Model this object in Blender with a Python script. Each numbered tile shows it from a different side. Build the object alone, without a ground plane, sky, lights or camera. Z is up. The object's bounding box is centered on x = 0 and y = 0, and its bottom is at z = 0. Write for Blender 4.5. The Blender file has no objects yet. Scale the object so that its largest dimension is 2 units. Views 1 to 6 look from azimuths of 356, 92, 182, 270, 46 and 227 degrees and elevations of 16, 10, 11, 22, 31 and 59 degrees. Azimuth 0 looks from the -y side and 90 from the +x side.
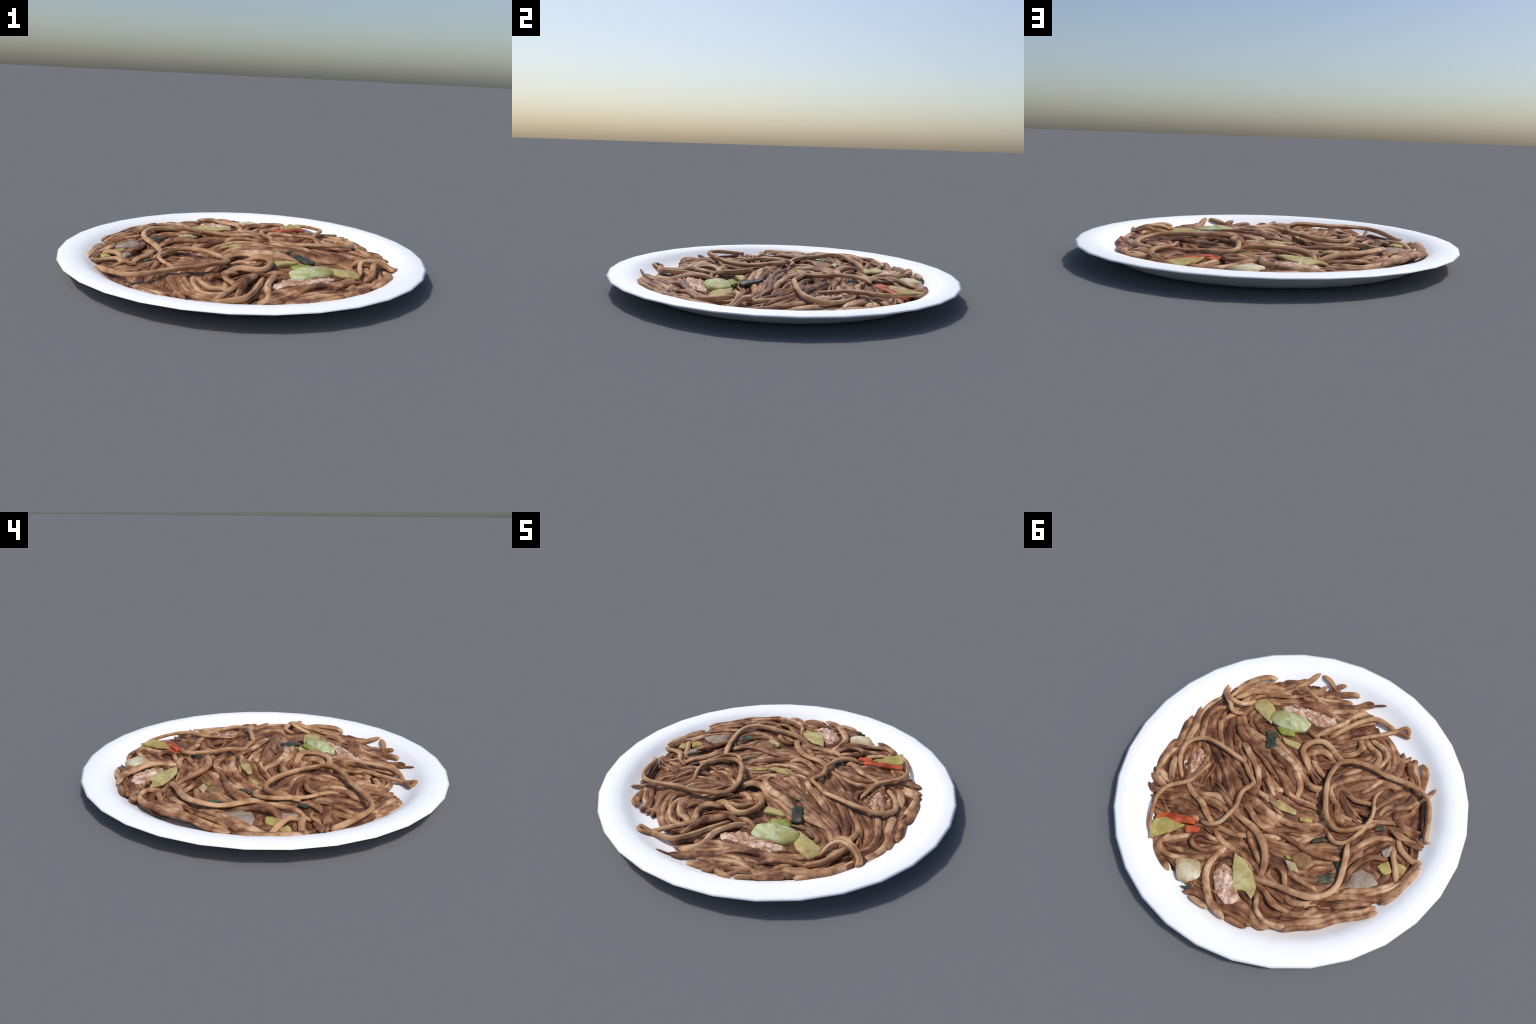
import math, random
import numpy as np
import bpy

random.seed(7)
TAU = 2 * math.pi

# ------------------------------------------------------------------ helpers
def smooth(a, b, x):
    t = min(1.0, max(0.0, (x - a) / (b - a)))
    return t * t * (3 - 2 * t)


def bump(x, y, cx, cy, s):
    return math.exp(-((x - cx) ** 2 + (y - cy) ** 2) / (2 * s * s))


# outline of the serving seen from above: radius every 15 degrees
OUTLINE = [0.826, 0.812, 0.82, 0.832, 0.818, 0.82, 0.816, 0.81, 0.822, 0.823, 0.82, 0.822,
           0.835, 0.833, 0.796, 0.803, 0.785, 0.697, 0.757, 0.759, 0.835, 0.813, 0.84, 0.835]


def outline(x, y):
    a = (math.atan2(y, x) % TAU) / TAU * len(OUTLINE)
    i = int(a) % len(OUTLINE)
    t = a - int(a)
    return OUTLINE[i] * (1 - t) + OUTLINE[(i + 1) % len(OUTLINE)] * t


# gentle hills (+) and valleys (-) of the heap: x, y, spread, height
RELIEF = [(0.14, -0.05, 0.15, 0.033), (0.33, 0.02, 0.08, 0.014), (-0.24, 0.01, 0.10, -0.034), (-0.60, 0.42, 0.16, 0.016),
          (0.32, -0.45, 0.20, -0.010), (0.20, -0.70, 0.20, -0.008), (0.55, -0.22, 0.12, -0.014), (-0.25, 0.55, 0.13, -0.014),
          (-0.38, -0.55, 0.10, 0.016), (-0.55, 0.13, 0.12, -0.012), (-0.68, -0.26, 0.08, -0.012), (0.20, 0.68, 0.10, -0.008)]


def food_height(x, y):
    r = math.hypot(x, y) + 1e-6
    e = r / outline(x, y)
    low = max(0.0, (-0.3 * x - 0.95 * y) / r)
    h = 0.082 - smooth(0.70, 1.0, e) * (0.004 + 0.060 * low + 0.022 * max(0.0, x / r))
    for cx, cy, s, k in RELIEF:
        h += k * bump(x, y, cx, cy, s)
    return h


# ---------------------------------------------------------------- materials
def new_material(name, stops, scale=9.0, detail=4.0, rough=0.6, spec=0.25, bump_scale=60.0,
                 bump_strength=0.25, distort=0.6, vary=0.0, stretch=(1, 1, 1), fine=None, translucent=0.0, stain=(0.5, 0.66), gradient=None):
    """Principled surface whose colour is a noise run through a colour ramp."""
    m = bpy.data.materials.new(name)
    m.use_nodes = True
    nt = m.node_tree
    nt.nodes.clear()
    N = nt.nodes.new
    L = nt.links.new
    out = N("ShaderNodeOutputMaterial")
    bsdf = N("ShaderNodeBsdfPrincipled")
    bsdf.inputs["Roughness"].default_value = rough
    bsdf.inputs["Specular IOR Level"].default_value = spec
    co = N("ShaderNodeTexCoord")
    mp = N("ShaderNodeMapping")
    mp.inputs["Scale"].default_value = stretch
    L(co.outputs["Object"], mp.inputs["Vector"])
    noise = N("ShaderNodeTexNoise")
    noise.inputs["Scale"].default_value = scale
    noise.inputs["Detail"].default_value = detail
    noise.inputs["Distortion"].default_value = distort
    L(mp.outputs["Vector"], noise.inputs["Vector"])
    value = noise.outputs["Fac"]
    if vary:
        info = N("ShaderNodeObjectInfo")
        ma = N("ShaderNodeMath")
        ma.operation = "MULTIPLY_ADD"
        ma.inputs[1].default_value = vary
        L(info.outputs["Random"], ma.inputs[0])
        L(value, ma.inputs[2])
        sub = N("ShaderNodeMath")
        sub.operation = "SUBTRACT"
        sub.inputs[1].default_value = vary * 0.5
        L(ma.outputs[0], sub.inputs[0])
        value = sub.outputs[0]
    ramp = N("ShaderNodeValToRGB")
    el = ramp.color_ramp.elements
    while len(el) < len(stops):
        el.new(0.5)
    for e, (p, c) in zip(el, stops):
        e.position = p
        e.color = (*c, 1)
    L(value, ramp.inputs["Fac"])
    colour = ramp.outputs["Color"]
    if gradient:                               # second tint towards one end of the piece
        x0, x1, tint = gradient
        sep = N("ShaderNodeSeparateXYZ")
        L(co.outputs["Object"], sep.inputs[0])
        rg = N("ShaderNodeMapRange")
        rg.interpolation_type = "SMOOTHSTEP"
        rg.inputs["From Min"].default_value = x0
        rg.inputs["From Max"].default_value = x1
        L(sep.outputs["X"], rg.inputs["Value"])
        gm = N("ShaderNodeMix")
        gm.data_type = "RGBA"
        L(rg.outputs["Result"], gm.inputs[0])
        L(colour, gm.inputs[6])
        gm.inputs[7].default_value = (*tint, 1)
        colour = gm.outputs[2]
    if fine:
        fs, amount, fc = fine
        n2 = N("ShaderNodeTexNoise")
        n2.inputs["Scale"].default_value = fs
        n2.inputs["Detail"].default_value = 3
        L(co.outputs["Object"], n2.inputs["Vector"])
        r2 = N("ShaderNodeValToRGB")
        r2.color_ramp.elements[0].position = stain[0]
        r2.color_ramp.elements[0].color = (0, 0, 0, 1)
        r2.color_ramp.elements[1].position = stain[1]
        r2.color_ramp.elements[1].color = (amount, amount, amount, 1)
        L(n2.outputs["Fac"], r2.inputs["Fac"])
        mx = N("ShaderNodeMix")
        mx.data_type = "RGBA"
        L(r2.outputs["Color"], mx.inputs[0])
        L(colour, mx.inputs[6])
        mx.inputs[7].default_value = (*fc, 1)
        colour = mx.outputs[2]
    L(colour, bsdf.inputs["Base Color"])
    if bump_strength:
        bn = N("ShaderNodeTexNoise")
        bn.inputs["Scale"].default_value = bump_scale
        bn.inputs["Detail"].default_value = 3
        L(mp.outputs["Vector"], bn.inputs["Vector"])
        bp = N("ShaderNodeBump")
        bp.inputs["Strength"].default_value = bump_strength
        bp.inputs["Distance"].default_value = 0.004
        L(bn.outputs["Fac"], bp.inputs["Height"])
        L(bp.outputs["Normal"], bsdf.inputs["Normal"])
    shader = bsdf.outputs[0]
    if translucent:
        tr = N("ShaderNodeBsdfTranslucent")
        L(colour, tr.inputs["Color"])
        ms = N("ShaderNodeMixShader")
        ms.inputs[0].default_value = translucent
        L(shader, ms.inputs[1])
        L(tr.outputs[0], ms.inputs[2])
        shader = ms.outputs[0]
    L(shader, out.inputs["Surface"])
    return m


def srgb(r, g, b):
    f = lambda v: (v / 255 / 12.92) if v <= 10 else ((v / 255 + 0.055) / 1.055) ** 2.4
    return (f(r), f(g), f(b))


MAT = {
    "porcelain": new_material("white_porcelain", [(0.3, srgb(252, 252, 252)), (0.7, srgb(254, 254, 253))],
                              scale=3, rough=0.35, spec=0.3, bump_strength=0.0),
    "noodle": new_material("soy_stained_noodle",
                           [(0.30, srgb(98, 60, 41)), (0.41, srgb(140, 95, 65)), (0.53, srgb(175, 130, 93)), (0.68, srgb(208, 170, 133))],
                           scale=10, detail=6, distort=0.4, vary=0.26, rough=0.5, spec=0.3, bump_scale=45,
                           fine=(22, 0.55, srgb(88, 53, 36)), stain=(0.5, 0.68)),
    "raised_noodle": new_material("tan_noodle",  # paler tan, used on the raised strands
                           [(0.28, srgb(142, 99, 66)), (0.46, srgb(177, 134, 96)), (0.70, srgb(208, 171, 132))],
                           scale=10, detail=6, distort=0.4, vary=0.1, rough=0.5, spec=0.3, bump_scale=45,
                           fine=(24, 0.4, srgb(120, 78, 52)), stain=(0.54, 0.70)),
    "deep_noodle": new_material("shaded_noodle",  # darker noodle copy: shade on the lower strands is put into the colour
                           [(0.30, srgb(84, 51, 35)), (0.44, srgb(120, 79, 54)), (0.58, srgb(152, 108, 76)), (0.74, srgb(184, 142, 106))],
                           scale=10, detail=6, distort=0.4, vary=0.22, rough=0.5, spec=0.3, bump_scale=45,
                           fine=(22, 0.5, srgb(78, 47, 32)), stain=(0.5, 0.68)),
    "scraps": new_material("dark_noodle_scraps",  # scraps kept dark, painting shade into the gaps between strands
                           [(0.30, srgb(80, 48, 33)), (0.45, srgb(116, 75, 51)), (0.60, srgb(148, 104, 73)), (0.74, srgb(178, 136, 102))],
                           scale=13, detail=6, distort=0.6, rough=0.5, spec=0.3, bump_scale=45),
    "mass": new_material("shade_darkened_tangle",  # brown tangle darkened so the creases carry painted shade
                         [(0.3, srgb(70, 42, 30)), (0.5, srgb(106, 68, 47)), (0.72, srgb(146, 103, 73))],
                         scale=16, detail=5, distort=0.8, rough=0.55, bump_scale=50, bump_strength=0.4),
    "meat": new_material("cooked_pork", [(0.3, srgb(140, 96, 72)), (0.48, srgb(190, 150, 124)), (0.64, srgb(228, 204, 186))],
                         scale=22, detail=5, distort=1.2, rough=0.55, bump_scale=70, bump_strength=0.7, fine=(12, 0.7, srgb(150, 104, 74))),
    "cabbage": new_material("cabbage_stalk_green", [(0.32, srgb(156, 160, 100)), (0.5, srgb(182, 186, 138)), (0.66, srgb(212, 216, 192))],
                            scale=9, rough=0.5, spec=0.3, bump_scale=30, stretch=(1, 2.5, 1), fine=(10, 0.4, srgb(150, 134, 80)),
                            gradient=(0.33, 0.46, srgb(158, 150, 84))),
    "yellow_leaf": new_material("pale_yellow_leaf", [(0.3, srgb(166, 142, 90)), (0.5, srgb(192, 176, 116)), (0.7, srgb(208, 198, 146))],
                                scale=10, rough=0.5, bump_scale=40, translucent=0.1, fine=(14, 0.6, srgb(160, 120, 78))),
    "lime_leaf": new_material("lime_leaf", [(0.3, srgb(152, 128, 74)), (0.5, srgb(172, 160, 88)), (0.7, srgb(196, 180, 130))],
                              scale=12, rough=0.5, bump_scale=40, fine=(15, 0.7, srgb(164, 120, 78))),
    "white_cabbage": new_material("white_cabbage_stalk", [(0.3, srgb(166, 138, 98)), (0.5, srgb(200, 184, 146)), (0.68, srgb(226, 222, 200))],
                                  scale=9, rough=0.45, bump_scale=25, fine=(13, 0.6, srgb(160, 122, 84))),
    "carrot": new_material("carrot_orange", [(0.3, srgb(148, 58, 28)), (0.5, srgb(188, 80, 42)), (0.7, srgb(210, 112, 66))],
                           scale=12, rough=0.45, spec=0.35, bump_scale=40, fine=(16, 0.6, srgb(140, 78, 48))),
    "greens": new_material("dark_greens", [(0.3, srgb(34, 44, 36)), (0.5, srgb(52, 64, 52)), (0.7, srgb(98, 96, 70))],
                           scale=16, rough=0.45, spec=0.35, bump_scale=40, fine=(18, 0.5, srgb(110, 80, 54))),
    "bright_green": new_material("bright_green_leaf", [(0.3, srgb(88, 98, 32)), (0.5, srgb(122, 142, 48)), (0.7, srgb(164, 170, 88))],
                                 scale=16, rough=0.45, bump_scale=40, fine=(16, 0.5, srgb(130, 110, 60))),
    "onion": new_material("translucent_onion", [(0.3, srgb(132, 110, 92)), (0.5, srgb(160, 144, 128)), (0.7, srgb(184, 174, 162))],
                          scale=10, rough=0.45, spec=0.3, bump_scale=25, fine=(12, 0.5, srgb(150, 112, 84))),
    "mushroom": new_material("brown_mushroom", [(0.3, srgb(112, 78, 50)), (0.5, srgb(150, 112, 78)), (0.7, srgb(178, 146, 112))],
                             scale=9, rough=0.5, bump_scale=30, fine=(14, 0.5, srgb(110, 70, 46))),
}


# -------------------------------------------------------------------- objects
def link(name, me, mat, parent=None, shade=True):
    me.materials.append(mat)
    if shade:
        me.polygons.foreach_set("use_smooth", [True] * len(me.polygons))
    ob = bpy.data.objects.new(name, me)
    bpy.context.scene.collection.objects.link(ob)
    ob.parent = parent
    return ob


def mesh_of(name, verts, faces):
    me = bpy.data.meshes.new(name)
    me.from_pydata([tuple(map(float, v)) for v in verts], [], faces)
    me.update()
    return me


# ------------------------------------------------------------------ the plate
SIDES = 32
PLATE_TOP = [(0.0, 0.022), (0.50, 0.022), (0.715, 0.023), (0.765, 0.027), (0.803, 0.038), (0.838, 0.060), (0.866, 0.082),
             (0.893, 0.0945), (0.93, 0.100), (0.962, 0.0995), (0.988, 0.096), (1.00484, 0.0915)]
PLATE_UNDER = [(1.002, 0.0890), (0.960, 0.0855), (0.925, 0.076), (0.892, 0.058), (0.855, 0.0355), (0.812, 0.011), (0.784, 0.0005),
               (0.765, 0.0), (0.40, 0.0), (0.0, 0.0)]


def build_plate():
    prof = PLATE_TOP + PLATE_UNDER
    verts, faces, rows = [], [], []
    for r, z in prof:
        if r == 0:
            rows.append([len(verts)] * SIDES)
            verts.append((0, 0, z))
        else:
            row = []
            for i in range(SIDES):
                a = TAU * (i + 0.5) / SIDES
                row.append(len(verts))
                verts.append((r * math.cos(a), r * math.sin(a), z))
            rows.append(row)
    for p, q in zip(rows, rows[1:]):
        for i in range(SIDES):
            j = (i + 1) % SIDES
            f = [p[i], q[i], q[j], p[j]]
            f = [v for k, v in enumerate(f) if v not in f[:k]]
            if len(f) > 2:
                faces.append(f)
    me = mesh_of("plate", verts, faces)
    ob = link("plate", me, MAT["porcelain"])
    ob["label"] = "round white porcelain plate with a raised faceted rim"
    ob["category"] = "plate"
    return ob


build_plate()

dish = bpy.data.objects.new("stir_fried_noodles", None)
bpy.context.scene.collection.objects.link(dish)
dish.location = (0, 0, 0.022)
dish["label"] = "flat tangled heap of brown stir fried noodles with vegetables"
dish["category"] = "noodles"
bpy.context.view_layer.update()


def adopt(ob):
    ob.parent = dish
    ob.matrix_parent_inverse = dish.matrix_world.inverted()


# -------------------------------------------------------------- noodle strands
def floor_height(x, y):
    """upper surface of the plate at this spot"""
    r = math.hypot(x, y)
    return float(np.interp(r, [p[0] for p in PLATE_TOP], [p[1] for p in PLATE_TOP]))


def spline(points, step):
    """Catmull-Rom through 2D or 3D control points, resampled evenly."""
    P = [np.array(p, float) for p in points]
    P = [2 * P[0] - P[1]] + P + [2 * P[-1] - P[-2]]
    out = []
    for a, b, c, d in zip(P, P[1:], P[2:], P[3:]):
        n = max(2, int(np.linalg.norm(c - b) / step))
        for k in range(n):
            t = k / n
            out.append(0.5 * (2 * b + (c - a) * t + (2 * a - 5 * b + 4 * c - d) * t * t + (3 * b - a - 3 * c + d) * t ** 3))
    out.append(P[-2])
    return np.array(out)


def tube(path, width, height, rng, sides=14, taper=0.35):
    """elliptical strand along a 3D path, slightly uneven, with rounded ends"""
    n = len(path)
    tan = np.gradient(path, axis=0)
    tan /= np.linalg.norm(tan, axis=1)[:, None] + 1e-9
    ph, ph2 = rng.uniform(0, TAU), rng.uniform(0, TAU)
    twist0, twist1 = rng.uniform(-0.4, 0.4), rng.uniform(0.5, 2.0)
    rib, rib_turn = rng.uniform(0.06, 0.15), rng.uniform(-6, 6)
    arc = np.concatenate([[0], np.cumsum(np.linalg.norm(np.diff(path, axis=0), axis=1))])
    verts, faces = [], []
    for i in range(n):
        t = tan[i]
        side = np.cross(t, (0, 0, 1))
        side /= np.linalg.norm(side) + 1e-9
        up = np.cross(side, t)
        tw = twist0 * math.sin(arc[i] * 9 * twist1 + ph2)
        s2 = side * math.cos(tw) + up * math.sin(tw)
        u2 = up * math.cos(tw) - side * math.sin(tw)
        end = min(arc[i], arc[-1] - arc[i]) / (width * 1.4)
        k = taper + (1 - taper) * math.sqrt(max(0.0, 1 - (1 - min(1, end)) ** 2))
        k *= 1 + 0.06 * math.sin(arc[i] * 19 + ph) + 0.04 * math.sin(arc[i] * 53 + ph2)
        for j in range(sides):
            a = TAU * j / sides
            q = k * (1 + rib * math.cos(3 * a + ph + rib_turn * arc[i]) + 0.05 * math.cos(5 * a + ph2))
            verts.append(path[i] + s2 * (0.5 * width * q * math.cos(a)) + u2 * (0.5 * height * q * math.sin(a)))
    for i in range(n - 1):
        for j in range(sides):
            k = (j + 1) % sides
            faces.append((i * sides + j, i * sides + k, (i + 1) * sides + k, (i + 1) * sides + j))
    for base, tip, flip in ((0, path[0] - tan[0] * width * 0.18, False), ((n - 1) * sides, path[-1] + tan[-1] * width * 0.18, True)):
        c = len(verts)
        verts.append(tip)
        for j in range(sides):
            k = (j + 1) % sides
            faces.append((base + j, base + k, c) if flip else (base + k, base + j, c))
    return verts, faces


SPINES = []


def noodle(width, lift, *points, level=None):
    """strand: width, lift over the heap, plan of its spine; or crest heights (level) spread along a raised strand"""
    SPINES.append((width, lift, points, level))


noodle(0.029, 0, (0.367, 0.723), (0.425, 0.686), (0.480, 0.612), (0.511, 0.550), (0.510, 0.473), (0.453, 0.371), (0.452, 0.285), (0.461, 0.196), level=[0.085, 0.1, 0.108, 0.105, 0.092])
noodle(0.033, 0, (0.511, 0.376), (0.607, 0.309), (0.661, 0.233), (0.655, 0.168), (0.600, 0.108), (0.507, 0.083), (0.401, 0.072), (0.310, 0.066), (0.239, 0.095), (0.171, 0.121), (0.176, 0.199), (0.160, 0.243), (0.136, 0.288), (0.127, 0.361), (0.131, 0.423), (0.165, 0.471), (0.211, 0.488), level=[0.085, 0.09, 0.123, 0.125, 0.123, 0.123, 0.1])
noodle(0.033, 0.012, (0.462, 0.380), (0.386, 0.402), (0.304, 0.408), (0.235, 0.433), (0.172, 0.453))
noodle(0.034, 0.004, (0.528, 0.107), (0.433, 0.139), (0.349, 0.177), (0.272, 0.225), (0.206, 0.264))
noodle(0.033, 0.000, (0.438, 0.096), (0.375, 0.146), (0.288, 0.195), (0.208, 0.254))
noodle(0.038, 0.006, (0.781, -0.188), (0.796, -0.089), (0.778, -0.002), (0.731, 0.078), (0.694, 0.162), (0.674, 0.202))
noodle(0.036, 0.000, (0.714, -0.160), (0.745, -0.099), (0.726, -0.012), (0.675, 0.064), (0.632, 0.124))
noodle(0.041, -0.004, (0.705, -0.055), (0.643, 0.014), (0.565, 0.060))
noodle(0.037, 0.010, (0.754, -0.254), (0.751, -0.326), (0.725, -0.410), (0.677, -0.491), (0.634, -0.526))
noodle(0.037, 0.008, (0.663, -0.179), (0.652, -0.234), (0.664, -0.336), (0.658, -0.413), (0.601, -0.486), (0.556, -0.516), (0.522, -0.597))
noodle(0.037, 0.000, (0.660, -0.257), (0.634, -0.339), (0.613, -0.420), (0.539, -0.499))
noodle(0.033, 0, (0.809, -0.265), (0.790, -0.223), (0.730, -0.187), (0.684, -0.171), (0.656, -0.152), (0.618, -0.156), (0.582, -0.194), level=[0.072, 0.08, 0.1, 0.11, 0.1, 0.095, 0.085])
noodle(0.035, 0.006, (0.626, -0.162), (0.640, -0.094), (0.625, -0.034), (0.580, 0.014), (0.539, 0.043))
noodle(0.035, 0.003, (0.616, -0.120), (0.568, -0.053), (0.514, -0.004), (0.484, 0.047))
noodle(0.039, 0.006, (0.552, -0.109), (0.490, -0.076), (0.410, -0.057), (0.319, -0.058), (0.223, -0.052), (0.117, -0.028), (0.043, -0.001), (-0.024, 0.028), (-0.075, 0.021), (-0.137, -0.016))
noodle(0.041, 0.004, (0.576, -0.172), (0.519, -0.134), (0.447, -0.131), (0.363, -0.147), (0.316, -0.149))
noodle(0.029, 0.000, (0.517, -0.045), (0.448, -0.029), (0.401, 0.029))
noodle(0.036, 0.008, (0.410, -0.034), (0.319, 0.004), (0.250, 0.030), (0.194, 0.062), (0.151, 0.103), (0.137, 0.162))
noodle(0.035, 0.002, (0.215, 0.010), (0.159, 0.042), (0.084, 0.069), (0.020, 0.071))
noodle(0.034, 0.004, (0.708, 0.266), (0.693, 0.345), (0.670, 0.416), (0.651, 0.453), (0.593, 0.471), (0.546, 0.465))
noodle(0.040, 0.000, (0.646, 0.302), (0.611, 0.361), (0.547, 0.428))
noodle(0.034, -0.004, (0.627, 0.532), (0.576, 0.537), (0.537, 0.510), (0.490, 0.461))
noodle(0.033, -0.020, (0.386, 0.378), (0.322, 0.332), (0.268, 0.306), (0.191, 0.317))
noodle(0.027, -0.020, (0.273, 0.405), (0.239, 0.347), (0.187, 0.321))
noodle(0.033, 0.000, (0.373, 0.516), (0.305, 0.509), (0.261, 0.491))
noodle(0.033, -0.006, (0.530, 0.553), (0.465, 0.512), (0.429, 0.455), (0.374, 0.437))
noodle(0.031, 0.000, (0.568, 0.133), (0.514, 0.166), (0.496, 0.204))
noodle(0.040, 0.004, (0.577, 0.440), (0.649, 0.433), (0.683, 0.427))
noodle(0.036, 0.000, (0.810, 0.042), (0.783, 0.097), (0.755, 0.151), (0.717, 0.214))
noodle(0.037, 0.020, (0.536, -0.462), (0.526, -0.487), (0.495, -0.585), (0.470, -0.674), (0.450, -0.733))
noodle(0.034, 0.020, (0.429, -0.738), (0.378, -0.747), (0.327, -0.736), (0.266, -0.733))
noodle(0.037, 0.006, (0.590, -0.550), (0.527, -0.600), (0.489, -0.658))
noodle(0.040, 0.004, (0.453, -0.613), (0.361, -0.603), (0.289, -0.642), (0.222, -0.695), (0.171, -0.729))
noodle(0.036, 0.000, (0.483, -0.573), (0.408, -0.556), (0.337, -0.578))
noodle(0.037, 0.008, (0.305, -0.677), (0.257, -0.734), (0.191, -0.787), (0.168, -0.789))
noodle(0.034, 0.004, (0.305, -0.696), (0.309, -0.754), (0.276, -0.787))
noodle(0.045, 0.004, (0.403, -0.490), (0.323, -0.536), (0.249, -0.589), (0.193, -0.662), (0.129, -0.727), (0.083, -0.792), (0.051, -0.801))
noodle(0.036, 0.000, (0.252, -0.548), (0.190, -0.623), (0.134, -0.687), (0.078, -0.760))
noodle(0.015, 0.000, (0.075, -0.783), (0.042, -0.819), (-0.005, -0.846))
noodle(0.036, 0.012, (0.147, -0.401), (0.122, -0.476), (0.098, -0.552), (0.097, -0.642), (0.078, -0.712), (0.038, -0.739))
noodle(0.036, 0, (0.086, -0.429), (0.067, -0.518), (0.045, -0.597), (0.016, -0.678), (-0.023, -0.731), (-0.085, -0.749), (-0.150, -0.755), (-0.205, -0.766), (-0.255, -0.771), level=[0.08, 0.09, 0.085, 0.07, 0.03])
noodle(0.035, 0.012, (0.070, -0.377), (0.048, -0.429), (0.014, -0.502), (-0.023, -0.573), (-0.044, -0.622))
noodle(0.032, 0, (-0.017, -0.511), (-0.072, -0.597), (-0.114, -0.663), (-0.159, -0.744), (-0.199, -0.808), (-0.244, -0.780), level=[0.08, 0.078, 0.072, 0.064, 0.06, 0.03])
noodle(0.034, 0.003, (0.120, -0.406), (0.063, -0.412), (0.021, -0.434), (-0.002, -0.477))
noodle(0.035, 0.006, (0.218, -0.376), (0.164, -0.369), (0.107, -0.375))
noodle(0.037, 0.022, (0.026, -0.182), (0.091, -0.210), (0.124, -0.236), (0.135, -0.288), (0.115, -0.341), (0.074, -0.373), (0.018, -0.370), (-0.026, -0.356), (-0.084, -0.358))
noodle(0.037, 0.012, (0.084, -0.259), (0.059, -0.307), (0.018, -0.330), (-0.033, -0.324))
noodle(0.033, 0.006, (0.046, -0.245), (0.002, -0.214), (-0.047, -0.211))
noodle(0.033, 0.000, (0.096, -0.215), (0.039, -0.197), (-0.015, -0.189), (-0.055, -0.187))
noodle(0.034, 0.008, (-0.055, -0.546), (-0.097, -0.506), (-0.108, -0.460), (-0.093, -0.417), (-0.057, -0.381))
noodle(0.035, 0.004, (-0.087, -0.572), (-0.137, -0.558), (-0.185, -0.555), (-0.224, -0.524), (-0.236, -0.483))
noodle(0.034, 0.004, (-0.125, -0.611), (-0.191, -0.614), (-0.241, -0.576), (-0.262, -0.521), (-0.257, -0.466))
noodle(0.035, 0.000, (-0.152, -0.681), (-0.210, -0.657), (-0.283, -0.599), (-0.322, -0.528), (-0.333, -0.488))
noodle(0.031, 0.000, (-0.124, -0.426), (-0.168, -0.460), (-0.186, -0.508))
noodle(0.034, 0, (-0.484, -0.170), (-0.443, -0.112), (-0.422, -0.074), (-0.391, -0.030), (-0.345, -0.002), (-0.286, -0.011), (-0.237, -0.047), (-0.176, -0.113), (-0.121, -0.188), (-0.098, -0.252), (-0.094, -0.313), (-0.121, -0.357), (-0.180, -0.397), (-0.250, -0.426), (-0.324, -0.441), (-0.389, -0.465), (-0.462, -0.497), (-0.534, -0.512), (-0.591, -0.502), (-0.635, -0.465), (-0.680, -0.407), (-0.709, -0.360), (-0.743, -0.304), (-0.768, -0.308), level=[0.094, 0.1, 0.112, 0.115, 0.138, 0.124, 0.112, 0.098, 0.066])
noodle(0.034, 0.008, (-0.153, -0.195), (-0.175, -0.252), (-0.205, -0.317), (-0.252, -0.371), (-0.290, -0.402))
noodle(0.025, 0.000, (-0.238, -0.224), (-0.294, -0.219), (-0.345, -0.243), (-0.387, -0.267))
noodle(0.029, 0, (-0.384, -0.465), (-0.376, -0.398), (-0.371, -0.326), (-0.392, -0.277), (-0.420, -0.244), (-0.445, -0.191), (-0.457, -0.129), (-0.455, -0.068), (-0.447, -0.014), (-0.429, 0.034), (-0.385, 0.055), (-0.332, 0.036), level=[0.07, 0.085, 0.09, 0.095, 0.09, 0.08])
noodle(0.033, 0.004, (-0.108, -0.268), (-0.127, -0.305), (-0.141, -0.356))
noodle(0.034, 0.000, (-0.151, -0.279), (-0.165, -0.329), (-0.204, -0.385))
noodle(0.033, 0.000, (-0.304, -0.288), (-0.319, -0.337), (-0.330, -0.407))
noodle(0.051, 0.000, (-0.373, -0.681), (-0.406, -0.620), (-0.467, -0.590), (-0.518, -0.543))
noodle(0.040, 0.004, (-0.335, -0.596), (-0.365, -0.537), (-0.374, -0.482))
noodle(0.052, -0.004, (-0.422, -0.676), (-0.471, -0.650), (-0.516, -0.575))
noodle(0.035, -0.010, (-0.280, -0.625), (-0.334, -0.630), (-0.342, -0.678))
noodle(0.039, 0.004, (0.169, -0.130), (0.104, -0.119), (0.040, -0.094), (-0.021, -0.055), (-0.057, -0.011))
noodle(0.039, 0.006, (0.280, -0.173), (0.197, -0.162), (0.105, -0.158), (0.023, -0.113), (-0.045, -0.099), (-0.093, -0.112), (-0.126, -0.152))
noodle(0.033, 0.000, (0.036, 0.004), (-0.016, 0.024), (-0.068, 0.016), (-0.134, -0.026))
noodle(0.033, 0.000, (-0.513, -0.319), (-0.557, -0.292), (-0.604, -0.289), (-0.657, -0.285), (-0.718, -0.278), (-0.759, -0.270))
noodle(0.030, 0.000, (-0.512, -0.354), (-0.543, -0.395), (-0.552, -0.447))
noodle(0.025, 0.000, (-0.562, -0.461), (-0.576, -0.507), (-0.583, -0.552), (-0.589, -0.594))
noodle(0.033, -0.004, (-0.357, -0.418), (-0.416, -0.434), (-0.432, -0.485))
noodle(0.033, -0.004, (-0.274, -0.323), (-0.297, -0.363), (-0.309, -0.416))
noodle(0.033, -0.020, (-0.280, -0.172), (-0.336, -0.158), (-0.368, -0.139))
noodle(0.033, -0.010, (-0.156, -0.177), (-0.204, -0.142), (-0.259, -0.130), (-0.282, -0.090))
noodle(0.032, -0.010, (-0.290, -0.097), (-0.338, -0.107), (-0.390, -0.137))
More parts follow.
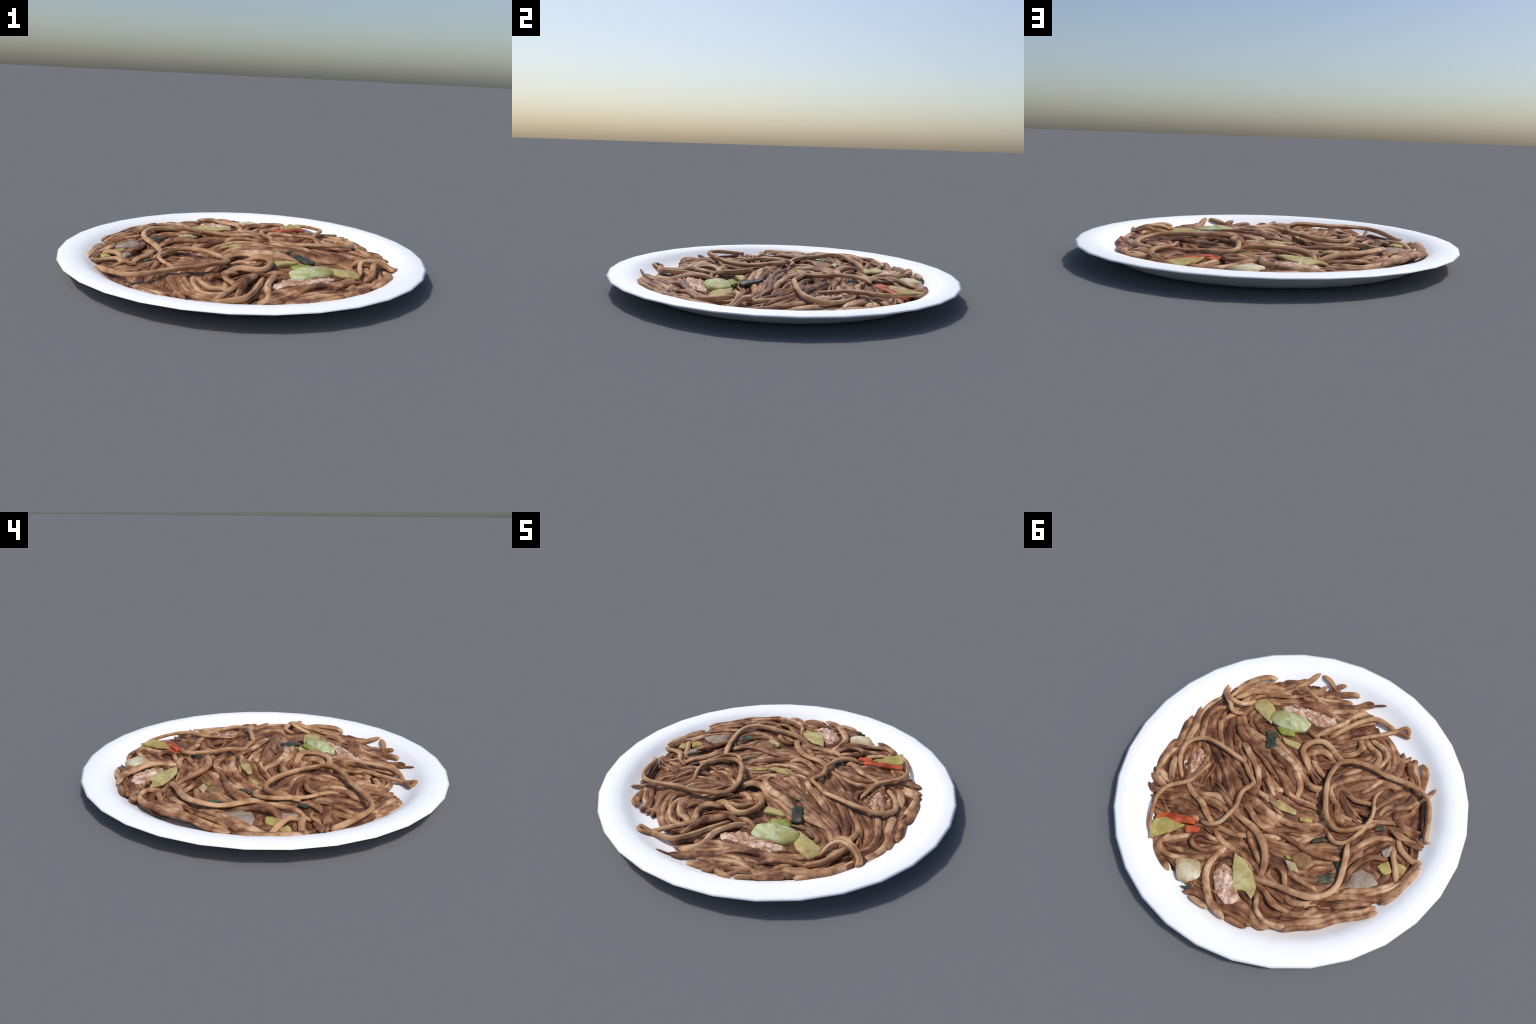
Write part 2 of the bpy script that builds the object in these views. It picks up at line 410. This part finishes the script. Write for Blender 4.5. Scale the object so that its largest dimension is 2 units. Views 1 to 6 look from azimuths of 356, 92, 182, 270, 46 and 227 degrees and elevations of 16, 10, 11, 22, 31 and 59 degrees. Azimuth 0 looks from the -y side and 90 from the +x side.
noodle(0.029, 0.012, (0.080, 0.507), (0.150, 0.536), (0.176, 0.577), (0.158, 0.606), (0.113, 0.610), (0.063, 0.585), (0.031, 0.523))
noodle(0.032, 0.004, (0.277, 0.689), (0.239, 0.637), (0.192, 0.571))
noodle(0.032, 0.014, (0.293, 0.687), (0.289, 0.731), (0.254, 0.752), (0.206, 0.745), (0.155, 0.719), (0.098, 0.665), (0.048, 0.626), (0.019, 0.575))
noodle(0.033, 0.006, (0.129, 0.464), (0.067, 0.484), (0.004, 0.484), (-0.057, 0.470), (-0.125, 0.449))
noodle(0.032, 0.004, (0.127, 0.444), (0.068, 0.426), (0.006, 0.397), (-0.035, 0.349))
noodle(0.039, 0.020, (0.117, 0.322), (0.040, 0.320), (-0.039, 0.315), (-0.122, 0.337), (-0.184, 0.376), (-0.227, 0.424), (-0.239, 0.465))
noodle(0.034, 0.012, (-0.014, 0.343), (-0.078, 0.382), (-0.141, 0.406), (-0.194, 0.422))
noodle(0.035, 0.006, (0.140, 0.235), (0.069, 0.250), (0.012, 0.267), (-0.051, 0.270), (-0.105, 0.233))
noodle(0.035, 0.004, (0.080, 0.218), (0.012, 0.209), (-0.055, 0.199), (-0.102, 0.193))
noodle(0.032, 0.000, (0.012, 0.464), (-0.033, 0.427), (-0.083, 0.410))
noodle(0.031, 0.000, (-0.040, 0.476), (-0.093, 0.462), (-0.172, 0.466))
noodle(0.041, 0.014, (0.004, 0.512), (0.004, 0.575), (-0.012, 0.637), (-0.049, 0.690), (-0.100, 0.729), (-0.157, 0.759), (-0.213, 0.769), (-0.282, 0.771))
noodle(0.031, 0.000, (-0.063, 0.818), (-0.118, 0.807), (-0.180, 0.795))
noodle(0.036, 0.000, (-0.225, 0.735), (-0.282, 0.700), (-0.336, 0.682))
noodle(0.033, 0.004, (-0.274, 0.672), (-0.321, 0.655), (-0.380, 0.662), (-0.437, 0.663), (-0.486, 0.643))
noodle(0.030, 0.010, (-0.320, 0.571), (-0.355, 0.611), (-0.395, 0.629), (-0.442, 0.633), (-0.491, 0.613), (-0.543, 0.584))
noodle(0.030, 0.006, (-0.292, 0.517), (-0.348, 0.522), (-0.404, 0.541), (-0.479, 0.520))
noodle(0.033, 0.022, (-0.229, 0.504), (-0.288, 0.484), (-0.356, 0.458), (-0.399, 0.439), (-0.462, 0.417), (-0.533, 0.377), (-0.568, 0.327), (-0.581, 0.275), (-0.572, 0.214), (-0.538, 0.146), (-0.505, 0.087), (-0.464, 0.026))
noodle(0.031, 0.008, (-0.261, 0.430), (-0.253, 0.400), (-0.279, 0.376), (-0.328, 0.381), (-0.366, 0.412))
noodle(0.030, -0.004, (-0.272, 0.759), (-0.337, 0.744), (-0.393, 0.723))
noodle(0.036, -0.004, (-0.267, 0.734), (-0.336, 0.716), (-0.396, 0.692))
noodle(0.032, -0.004, (0.317, 0.739), (0.267, 0.770), (0.202, 0.786), (0.132, 0.796))
noodle(0.031, -0.004, (0.040, 0.677), (-0.012, 0.702), (-0.056, 0.719))
noodle(0.031, -0.004, (-0.020, 0.822), (-0.067, 0.783), (-0.111, 0.768))
noodle(0.033, -0.004, (0.452, 0.616), (0.404, 0.612), (0.369, 0.613))
noodle(0.032, -0.004, (0.074, 0.313), (0.005, 0.327), (-0.032, 0.347))
noodle(0.032, -0.004, (-0.137, 0.338), (-0.178, 0.306), (-0.220, 0.281))
noodle(0.032, -0.004, (-0.089, 0.307), (-0.134, 0.270), (-0.180, 0.248))
noodle(0.034, 0.012, (-0.137, 0.237), (-0.183, 0.223), (-0.247, 0.214), (-0.323, 0.202), (-0.390, 0.175), (-0.448, 0.139), (-0.480, 0.113))
noodle(0.033, 0.004, (-0.155, 0.195), (-0.218, 0.161), (-0.269, 0.123), (-0.304, 0.067))
noodle(0.032, -0.002, (-0.261, 0.190), (-0.283, 0.130), (-0.306, 0.070))
noodle(0.032, -0.004, (-0.295, 0.187), (-0.353, 0.135), (-0.389, 0.082))
noodle(0.036, 0.006, (-0.323, 0.363), (-0.371, 0.354), (-0.434, 0.346), (-0.499, 0.327))
noodle(0.034, 0.012, (-0.583, 0.166), (-0.571, 0.108), (-0.575, 0.058), (-0.594, 0.003), (-0.645, -0.056))
noodle(0.034, 0.004, (-0.489, 0.030), (-0.504, -0.007), (-0.515, -0.049), (-0.538, -0.110), (-0.589, -0.170))
noodle(0.032, 0.000, (-0.514, -0.035), (-0.536, -0.002), (-0.558, 0.038))
noodle(0.032, 0.008, (-0.595, 0.306), (-0.640, 0.259), (-0.695, 0.209), (-0.744, 0.166), (-0.783, 0.135))
noodle(0.032, 0.000, (-0.636, 0.342), (-0.680, 0.288), (-0.718, 0.234), (-0.766, 0.176))
noodle(0.031, 0.004, (-0.595, 0.449), (-0.644, 0.394), (-0.698, 0.323), (-0.760, 0.245), (-0.794, 0.171))
noodle(0.033, 0.004, (-0.489, 0.530), (-0.536, 0.493), (-0.571, 0.452), (-0.585, 0.396))
noodle(0.065, 0.000, (-0.527, 0.595), (-0.583, 0.521), (-0.649, 0.449), (-0.697, 0.358), (-0.769, 0.255), (-0.807, 0.185))
noodle(0.031, 0.000, (-0.617, 0.233), (-0.687, 0.160), (-0.746, 0.075), (-0.775, 0.015))
noodle(0.031, 0.002, (-0.725, 0.136), (-0.757, 0.088), (-0.792, 0.013), (-0.814, -0.065))
noodle(0.052, -0.004, (-0.800, 0.138), (-0.818, 0.066), (-0.820, -0.019), (-0.821, -0.099), (-0.818, -0.152))
noodle(0.035, 0.016, (-0.640, -0.199), (-0.673, -0.168), (-0.722, -0.158), (-0.768, -0.160), (-0.811, -0.181))
noodle(0.034, 0.016, (-0.656, -0.139), (-0.684, -0.097), (-0.726, -0.064), (-0.760, -0.031))
noodle(0.019, 0.016, (-0.596, -0.218), (-0.636, -0.212), (-0.674, -0.243), (-0.724, -0.275))
noodle(0.030, 0.000, (-0.455, -0.181), (-0.510, -0.231), (-0.552, -0.273))
noodle(0.033, -0.002, (-0.423, 0.463), (-0.467, 0.465), (-0.528, 0.428), (-0.556, 0.386))
noodle(0.032, -0.004, (-0.219, 0.000), (-0.275, 0.012), (-0.324, 0.034), (-0.385, 0.054))
noodle(0.030, -0.002, (-0.606, -0.304), (-0.667, -0.317), (-0.696, -0.341))
noodle(0.030, -0.004, (-0.268, -0.120), (-0.291, -0.080), (-0.351, -0.076))
noodle(0.031, -0.004, (-0.453, 0.204), (-0.425, 0.249), (-0.416, 0.298))
noodle(0.031, -0.004, (-0.601, 0.047), (-0.641, 0.030), (-0.687, 0.037))
noodle(0.033, -0.004, (-0.471, -0.244), (-0.463, -0.287), (-0.478, -0.336))
noodle(0.033, 0.000, (-0.559, -0.342), (-0.579, -0.387), (-0.570, -0.433))
noodle(0.039, 0.006, (0.251, -0.137), (0.170, -0.127), (0.097, -0.125), (0.022, -0.096), (-0.032, -0.049), (-0.052, -0.012))
noodle(0.033, 0.000, (0.138, 0.029), (0.088, 0.039), (0.044, 0.045), (0.021, 0.021))
noodle(0.035, 0.004, (0.213, 0.018), (0.153, 0.037), (0.086, 0.064), (0.046, 0.081))
noodle(0.035, 0.004, (0.137, 0.183), (0.071, 0.186), (-0.005, 0.185), (-0.079, 0.167), (-0.143, 0.149), (-0.196, 0.104))
noodle(0.034, 0.006, (0.163, 0.225), (0.096, 0.243), (0.027, 0.266), (-0.038, 0.276), (-0.103, 0.251), (-0.155, 0.198), (-0.216, 0.147), (-0.293, 0.098), (-0.315, 0.059))
noodle(0.035, 0.000, (0.022, 0.241), (-0.037, 0.223), (-0.088, 0.213))
noodle(0.035, 0.000, (-0.194, 0.094), (-0.253, 0.032))
noodle(0.032, 0.000, (-0.302, 0.183), (-0.334, 0.141), (-0.378, 0.088))
noodle(0.032, -0.002, (-0.095, 0.302), (-0.129, 0.276), (-0.162, 0.243))
noodle(0.033, -0.002, (-0.065, -0.007), (-0.090, -0.036), (-0.131, -0.041))
noodle(0.032, -0.002, (-0.034, 0.069), (-0.093, 0.045), (-0.140, 0.007))
noodle(0.033, -0.002, (0.145, 0.138), (0.083, 0.129), (0.027, 0.123))
noodle(0.033, -0.002, (0.127, 0.009), (0.075, -0.017), (0.029, -0.040))
noodle(0.033, -0.004, (-0.002, 0.068), (-0.059, 0.040), (-0.106, 0.011))
noodle(0.032, -0.004, (-0.195, 0.208), (-0.243, 0.182), (-0.282, 0.131))
noodle(0.027, 0.012, (0.367, -0.716), (0.384, -0.679), (0.403, -0.604), (0.441, -0.532), (0.481, -0.481), (0.540, -0.441), (0.584, -0.410))
noodle(0.039, 0, (0.604, -0.422), (0.655, -0.358), (0.679, -0.279), (0.695, -0.222), level=[0.078, 0.085, 0.1, 0.115])
noodle(0.033, 0, (0.610, -0.312), (0.613, -0.251), (0.637, -0.213), (0.686, -0.200), (0.734, -0.203), (0.780, -0.226), (0.792, -0.266), level=[0.075, 0.1, 0.121, 0.12, 0.1, 0.07])
noodle(0.036, 0.000, (0.130, -0.679), (0.233, -0.621), (0.312, -0.593), (0.399, -0.577), (0.466, -0.567))
noodle(0.039, 0.000, (0.473, -0.550), (0.534, -0.536), (0.613, -0.518))
noodle(0.037, 0.000, (0.078, -0.634), (0.159, -0.580), (0.242, -0.554), (0.340, -0.520), (0.420, -0.496), (0.482, -0.468))
noodle(0.029, 0.000, (0.228, -0.705), (0.287, -0.698), (0.347, -0.708))
noodle(0.032, 0.000, (0.627, -0.507), (0.686, -0.418), (0.739, -0.320), (0.768, -0.241))
noodle(0.032, -0.004, (0.518, -0.494), (0.610, -0.437), (0.693, -0.374), (0.717, -0.267))
noodle(0.029, 0.000, (0.236, -0.563), (0.313, -0.524), (0.386, -0.503), (0.455, -0.481))
noodle(0.029, -0.004, (0.487, -0.411), (0.524, -0.382), (0.558, -0.355))

PITS = [(0.36, 0.31, 0.048, 0.042), (-0.06, -0.15, 0.042, 0.05), (-0.35, -0.20, 0.05, 0.026), (-0.43, -0.165, 0.035, 0.026),
        (-0.57, -0.216, 0.035, 0.03), (-0.565, -0.06, 0.035, 0.02), (0.46, 0.572, 0.03, 0.05), (-0.08, -0.45, 0.035, 0.018),
        (0.08, -0.52, 0.04, 0.015), (-0.40, 0.56, 0.04, 0.022), (0.10, 0.545, 0.03, 0.02), (0.53, -0.21, 0.035, 0.02), (-0.21, -0.05, 0.03, 0.02)]


def pit(x, y):
    """depth of the hollows between the strands"""
    return sum(k * bump(x, y, cx, cy, s) for cx, cy, s, k in PITS)


rng = random.Random(11)
FLOW = []          # (x, y, direction) samples of the hand-laid strands


def lay(width, lift, points, drop=0.0, level=None):
    """drape a strand over the heap: centre line follows the heap plus a lift"""
    pts = [np.array(p, float) for p in points]
    sink = [0.0, 0.0]
    if not level:
        for end, (p, q) in enumerate(((pts[0], pts[1]), (pts[-1], pts[-2]))):
            d = (p - q) / (np.linalg.norm(p - q) + 1e-9)
            e = p + d * 0.035
            if math.hypot(*e) < outline(*e) - 0.03:
                sink[end] = 0.020
                pts = [e] + pts if end == 0 else pts + [e]
    xy = spline(pts, 0.014)
    n = len(xy)
    run = n * 0.014
    ph = rng.uniform(0, TAU)
    jitter = rng.uniform(-0.004, 0.005)
    path = []
    for i, (x, y) in enumerate(xy):
        s = i / (n - 1)
        up = lift
        if lift > 0.015:                       # raised loops touch down at both ends
            up *= smooth(0, 0.22, s) * smooth(0, 0.22, 1 - s) * 0.85 + 0.15
        z = food_height(x, y) + up - drop + jitter + 0.003 * math.sin(s * n * 0.35 + ph)
        z -= sink[0] * smooth(0.07, 0.0, s * run) + sink[1] * smooth(0.07, 0.0, (1 - s) * run)
        if lift < 0.005:
            z -= 0.6 * pit(x, y)
        thick = min(width * 0.8, 0.030)
        if level:
            z = float(np.interp(s, np.linspace(0, 1, len(level)), level)) - 0.15 * thick
        z = max(z - 0.35 * thick, floor_height(x, y) + 0.5 * thick)
        path.append((x, y, z))
    path = np.array(path)
    for _ in range(2):
        path[1:-1, 2] = 0.25 * path[:-2, 2] + 0.5 * path[1:-1, 2] + 0.25 * path[2:, 2]
    return path, thick


def bundle(width, lift, points, level):
    """a broad trace is a bundle of parallel strands"""
    n = 1 if width < 0.046 or level else max(2, round(width / 0.024))
    P = np.array(points, float)
    d = np.gradient(P, axis=0)
    d /= np.linalg.norm(d, axis=1)[:, None]
    side = np.stack([-d[:, 1], d[:, 0]], 1)
    for k in range(n):
        off = ((k + 0.5) / n - 0.5) * (width - width / n)
        yield (width / n * 1.25 if n > 1 else width), lift + (rng.uniform(-0.003, 0.003) if n > 1 else 0), P + side * off, level


STRANDS = [s for spine in SPINES for s in bundle(*spine)]
for width, lift, points, level in STRANDS:
    path, thick = lay(width, lift, points, level=level)
    d = np.gradient(path, axis=0)
    for p, t in list(zip(path, d))[::3]:
        FLOW.append((p[0], p[1], math.atan2(t[1], t[0])))
    if level:
        width, thick = width * 0.84, thick * 0.9
    v, f = tube(path, width, thick, rng)
    adopt(link("noodle", mesh_of("noodle", v, f), MAT["raised_noodle" if level or lift > 0.015 else "noodle"]))

FLOW = np.array(FLOW)


def flow_at(x, y, heading):
    w = np.exp(-((FLOW[:, 0] - x) ** 2 + (FLOW[:, 1] - y) ** 2) / (2 * 0.05 ** 2)) + 1e-9
    c, s = (w * np.cos(2 * FLOW[:, 2])).sum(), (w * np.sin(2 * FLOW[:, 2])).sum()
    a = 0.5 * math.atan2(s, c)
    return a if math.cos(a - heading) >= 0 else a + math.pi


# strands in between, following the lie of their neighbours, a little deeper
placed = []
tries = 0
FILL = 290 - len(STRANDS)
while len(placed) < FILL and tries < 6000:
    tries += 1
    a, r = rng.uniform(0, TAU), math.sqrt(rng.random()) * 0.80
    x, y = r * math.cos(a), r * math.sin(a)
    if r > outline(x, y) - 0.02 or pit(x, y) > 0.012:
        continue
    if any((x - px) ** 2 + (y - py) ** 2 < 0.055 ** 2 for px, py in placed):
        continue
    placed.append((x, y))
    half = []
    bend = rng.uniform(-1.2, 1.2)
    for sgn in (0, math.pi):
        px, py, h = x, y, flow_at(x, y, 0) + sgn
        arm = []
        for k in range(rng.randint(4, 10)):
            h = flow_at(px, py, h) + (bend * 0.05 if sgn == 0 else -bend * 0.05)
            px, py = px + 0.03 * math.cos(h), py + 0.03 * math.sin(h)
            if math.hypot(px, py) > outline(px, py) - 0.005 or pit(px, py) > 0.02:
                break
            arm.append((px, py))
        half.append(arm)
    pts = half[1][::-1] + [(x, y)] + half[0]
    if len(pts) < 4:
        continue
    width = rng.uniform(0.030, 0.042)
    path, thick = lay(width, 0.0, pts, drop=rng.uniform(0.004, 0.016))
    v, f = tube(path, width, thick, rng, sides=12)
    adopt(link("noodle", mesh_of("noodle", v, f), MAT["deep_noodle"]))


# thin strands and scraps pressed into the tangle, too many to tell apart
verts, faces = [], []
for _ in range(420):
    a, r = rng.uniform(0, TAU), math.sqrt(rng.random()) * 0.80
    x, y = r * math.cos(a), r * math.sin(a)
    if r > outline(x, y) - 0.03:
        continue
    h = flow_at(x, y, rng.uniform(0, TAU)) + rng.gauss(0, 0.25)
    bend = rng.uniform(-0.5, 0.5)
    pts = [(x, y)]
    for k in range(rng.randint(3, 6)):
        h += bend * 0.5 + 0.4 * math.sin(flow_at(x, y, h) - h)
        x, y = x + 0.025 * math.cos(h), y + 0.025 * math.sin(h)
        if math.hypot(x, y) > outline(x, y) - 0.01:
            break
        pts.append((x, y))
    if len(pts) < 3:
        continue
    width = rng.uniform(0.014, 0.026)
    path, thick = lay(width, 0.0, pts, drop=rng.uniform(0.004, 0.016))
    v, f = tube(path, width, thick, rng, sides=8)
    o = len(verts)
    verts += list(v)
    faces += [tuple(i + o for i in q) for q in f]
scraps = link("noodle_scraps", mesh_of("noodle_scraps", verts, faces), MAT["scraps"])
scraps["kind"] = "stuff"
adopt(scraps)


# --------------------------------------------- the tangle that fills the heap
def build_mass():
    from mathutils import noise, Vector
    rings, seg = 110, 360
    verts, faces = [], []
    for i in range(rings + 1):
        for j in range(seg):
            a = TAU * j / seg
            x, y = math.cos(a), math.sin(a)
            R = outline(x, y) * 0.955 + 0.016 * noise.noise(Vector((x * 14, y * 14, 3))) + 0.012 * noise.noise(Vector((x * 40, y * 40, 5)))
            r = R * (i / rings)
            x, y = x * r, y * r
            z = food_height(x, y) - 0.018 - pit(x, y)
            z += 0.008 * noise.noise(Vector((x * 9, y * 9, 0))) + 0.008 * noise.noise(Vector((x * 26, y * 26, 7)))
            e = i / rings
            z -= 0.012 * smooth(0.93, 1.0, e)
            verts.append((x, y, max(z, floor_height(x, y) + 0.006)))
    top = len(verts)
    for i in range(rings):
        for j in range(seg):
            k = (j + 1) % seg
            faces.append((i * seg + j, (i + 1) * seg + j, (i + 1) * seg + k, i * seg + k))
    # underside, resting just above the plate, drawn in from the edge
    last = rings * seg
    for j in range(seg):
        x, y, z = verts[last + j]
        verts.append((x * 0.88, y * 0.88, floor_height(x * 0.88, y * 0.88) + 0.002))
    for j in range(seg):
        k = (j + 1) % seg
        faces.append((last + j, top + j, top + k, last + k))
    faces.append([top + j for j in range(seg)][::-1])
    ob = link("noodle_tangle", mesh_of("noodle_tangle", verts, faces), MAT["mass"])
    ob["kind"] = "stuff"
    adopt(ob)


build_mass()


# ------------------------------------------------------ vegetables and meat
def piece(name, mat, outline_pts, thick, lift, crown=0.006, lumps=0.0, tilt=(0, 0), curl=0.0, seed=0, frill=0.5):
    """slab laid on the heap: an outline with rounded rim, crowned and lumpy top"""
    from mathutils import noise, Vector
    c = np.mean(np.array(outline_pts), axis=0)
    loop = []
    ring = [np.array(p) for p in outline_pts]
    for p, q in zip(ring, ring[1:] + ring[:1]):
        m = max(3, int(np.linalg.norm(q - p) / 0.007))
        loop += [p + (q - p) * k / m for k in range(m)]
    loop = np.array(loop)
    for _ in range(3):                      # soften the corners
        loop = 0.25 * np.roll(loop, 1, 0) + 0.5 * loop + 0.25 * np.roll(loop, -1, 0)
    rings = [1.0, 1.0, 0.94, 0.82, 0.66, 0.48, 0.3, 0.14]
    n = len(loop)
    base = food_height(c[0], c[1]) + lift - 0.002

    def surf(x, y, k, bottom):
        z = base + tilt[0] * (x - c[0]) + tilt[1] * (y - c[1]) + 0.35 * (food_height(x, y) - food_height(c[0], c[1]))
        z += crown * (1 - k * k) - curl * k ** 3
        if lumps:
            z += lumps * noise.noise(Vector((x * 38 + seed, y * 38, seed))) + 0.6 * lumps * noise.noise(Vector((x * 85, y * 85, seed)))
        else:
            z += 0.006 * noise.noise(Vector((x * 16 + seed, y * 16, seed))) + 0.003 * noise.noise(Vector((x * 45, y * 45, seed)))
        return z
    verts, faces = [], []
    for ri, k in enumerate(rings):
        for p in loop:
            wob = 1 + (frill * 0.14 * noise.noise(Vector((p[0] * 34, p[1] * 34, seed))) + frill * 0.08 * noise.noise(Vector((p[0] * 90, p[1] * 90, seed))) if k > 0.9 else 0)
            x, y = c + (p - c) * k * wob
            z = surf(x, y, k, False)
            if ri == 0:
                z -= thick
            elif ri == 1:
                z -= thick * 0.25
            verts.append((x, y, max(z, floor_height(x, y) + 0.003 + 0.002 * ri)))
    for i in range(len(rings) - 1):
        for j in range(n):
            q = (j + 1) % n
            faces.append((i * n + j, i * n + q, (i + 1) * n + q, (i + 1) * n + j))
    faces.append([(len(rings) - 1) * n + j for j in range(n)])
    faces.append([j for j in range(n)][::-1])
    me = mesh_of(name, verts, faces)
    import bmesh
    bm = bmesh.new()
    bm.from_mesh(me)
    bmesh.ops.recalc_face_normals(bm, faces=bm.faces)
    bm.to_mesh(me)
    bm.free()
    adopt(link(name, me, MAT[mat]))


piece("cabbage_leaf", "yellow_leaf", [(0.41, -0.25), (0.50, -0.258), (0.585, -0.27), (0.612, -0.32), (0.585, -0.372), (0.49, -0.36), (0.42, -0.31)],
      0.02, 0.006, crown=0.010, tilt=(-0.06, 0.05), seed=2)
piece("cabbage_stalk", "cabbage", [(0.234, -0.424), (0.215, -0.365), (0.26, -0.305), (0.36, -0.268), (0.44, -0.262), (0.465, -0.32),
                                   (0.43, -0.378), (0.36, -0.405), (0.285, -0.435)], 0.03, 0.010, crown=0.020, tilt=(0, 0.08), seed=1, frill=0.15)
piece("green_leaf", "bright_green", [(0.37, -0.255), (0.27, -0.315), (0.235, -0.28), (0.31, -0.235)], 0.02, 0.008, crown=0.007, lumps=0.004, seed=3)
piece("cabbage_leaf", "yellow_leaf", [(0.29, -0.22), (0.17, -0.27), (0.15, -0.225), (0.24, -0.20)], 0.02, 0.004, crown=0.007, lumps=0.003, seed=4)
piece("scallion_leaf", "greens", [(0.385, -0.20), (0.335, -0.235), (0.26, -0.135), (0.30, -0.095)], 0.018, 0.010, crown=0.004, seed=5)
piece("scallion_leaf", "greens", [(0.295, -0.055), (0.275, -0.08), (0.225, -0.09), (0.24, -0.06)], 0.014, 0.006, crown=0.004, seed=6)
piece("carrot_slice", "carrot", [(0.44, 0.62), (0.36, 0.555), (0.25, 0.495), (0.22, 0.52), (0.33, 0.60), (0.42, 0.66)], 0.02, 0.006, crown=0.004, tilt=(-0.05, 0), seed=7)
piece("carrot_slice", "carrot", [(0.265, 0.565), (0.19, 0.51), (0.175, 0.545), (0.235, 0.595)], 0.02, 0.004, crown=0.005, seed=8)
piece("cabbage_leaf", "lime_leaf", [(0.415, 0.655), (0.38, 0.61), (0.26, 0.565), (0.285, 0.64), (0.345, 0.755), (0.39, 0.72)], 0.012, 0.014, crown=0.002, seed=9)
piece("cabbage_stalk", "white_cabbage", [(0.15, 0.735), (0.11, 0.675), (0.04, 0.645), (-0.03, 0.705), (0.0, 0.775), (0.06, 0.80)], 0.03, 0.004, crown=0.010, seed=10)
piece("scallion_leaf", "greens", [(0.02, 0.815), (0.0, 0.80), (-0.09, 0.735), (-0.09, 0.76), (-0.04, 0.80)], 0.014, -0.004, crown=0.002, seed=11)
piece("meat_slice", "meat", [(-0.05, 0.64), (-0.06, 0.56), (-0.14, 0.55), (-0.22, 0.62), (-0.28, 0.64), (-0.24, 0.715), (-0.14, 0.71)], 0.03, 0.004, crown=0.007, lumps=0.010, seed=12)
piece("cabbage_leaf", "yellow_leaf", [(-0.055, 0.485), (-0.13, 0.475), (-0.21, 0.495), (-0.29, 0.545), (-0.305, 0.60), (-0.25, 0.595), (-0.20, 0.635), (-0.12, 0.56)], 0.012, 0.016, crown=0.004, tilt=(0.02, -0.06), seed=13)
piece("cabbage_leaf", "yellow_leaf", [(0.045, 0.13), (-0.01, 0.085), (-0.12, 0.065), (-0.135, 0.09), (-0.04, 0.135)], 0.014, 0.004, crown=0.004, seed=14)
piece("cabbage_leaf", "lime_leaf", [(-0.15, 0.075), (-0.21, 0.03), (-0.225, 0.05), (-0.165, 0.095)], 0.012, 0.004, crown=0.002, seed=15)
piece("cabbage_stalk", "white_cabbage", [(-0.275, 0.32), (-0.335, 0.295), (-0.385, 0.32), (-0.34, 0.35)], 0.02, 0.004, crown=0.007, seed=16)
piece("green_leaf", "bright_green", [(-0.26, 0.305), (-0.275, 0.285), (-0.305, 0.295), (-0.28, 0.315)], 0.012, 0.006, crown=0.002, seed=17)
piece("mushroom_slice", "mushroom", [(-0.29, 0.28), (-0.35, 0.205), (-0.41, 0.225), (-0.395, 0.29), (-0.33, 0.31)], 0.025, -0.002, crown=0.007, seed=18)
piece("scallion_leaf", "greens", [(-0.465, 0.27), (-0.515, 0.185), (-0.565, 0.225), (-0.50, 0.295)], 0.018, 0.0, crown=0.007, lumps=0.004, seed=19)
piece("scallion_leaf", "greens", [(-0.465, 0.135), (-0.485, 0.115), (-0.56, 0.16), (-0.54, 0.185)], 0.014, 0.002, crown=0.004, seed=20)
piece("onion_slice", "onion", [(-0.61, 0.20), (-0.585, 0.12), (-0.60, 0.065), (-0.68, 0.055), (-0.725, 0.07), (-0.70, 0.13), (-0.64, 0.195)], 0.02, 0.004, crown=0.008, seed=21)
piece("cabbage_leaf", "lime_leaf", [(-0.65, 0.0), (-0.675, -0.07), (-0.735, -0.03), (-0.71, 0.015)], 0.016, 0.008, crown=0.006, seed=22)
piece("cabbage_leaf", "lime_leaf", [(-0.715, -0.10), (-0.77, -0.115), (-0.785, -0.06), (-0.75, -0.05)], 0.016, 0.006, crown=0.006, seed=23)
piece("onion_slice", "onion", [(-0.61, -0.08), (-0.635, -0.155), (-0.675, -0.11), (-0.65, -0.065)], 0.018, 0.006, crown=0.005, seed=24)
piece("meat_slice", "meat", [(0.47, -0.38), (0.41, -0.47), (0.27, -0.52), (0.16, -0.565), (0.11, -0.53), (0.20, -0.435), (0.28, -0.44), (0.40, -0.39)], 0.03, -0.004, crown=0.007, lumps=0.010, seed=25)
piece("meat_slice", "meat", [(0.62, 0.26), (0.60, 0.17), (0.52, 0.155), (0.46, 0.24), (0.50, 0.34), (0.58, 0.31)], 0.03, -0.006, crown=0.006, lumps=0.012, seed=26)
piece("mushroom_slice", "mushroom", [(0.42, -0.635), (0.385, -0.70), (0.32, -0.685), (0.33, -0.63)], 0.02, -0.006, crown=0.007, seed=27)
piece("scallion_leaf", "greens", [(0.66, -0.25), (0.64, -0.24), (0.62, -0.29), (0.645, -0.305)], 0.012, 0.006, crown=0.002, seed=28)
piece("scallion_leaf", "greens", [(0.17, 0.42), (0.14, 0.43), (0.105, 0.38), (0.13, 0.36)], 0.014, 0.0, crown=0.002, seed=29)
piece("scallion_leaf", "greens", [(0.17, 0.67), (0.13, 0.60), (0.07, 0.595), (0.10, 0.65)], 0.014, -0.008, crown=0.002, seed=30)
piece("scallion_leaf", "greens", [(-0.29, 0.13), (-0.34, 0.065), (-0.355, 0.08), (-0.31, 0.145)], 0.014, 0.0, crown=0.002, seed=31)
piece("scallion_leaf", "greens", [(-0.49, -0.16), (-0.52, -0.215), (-0.54, -0.19), (-0.51, -0.15)], 0.014, -0.006, crown=0.002, seed=32)
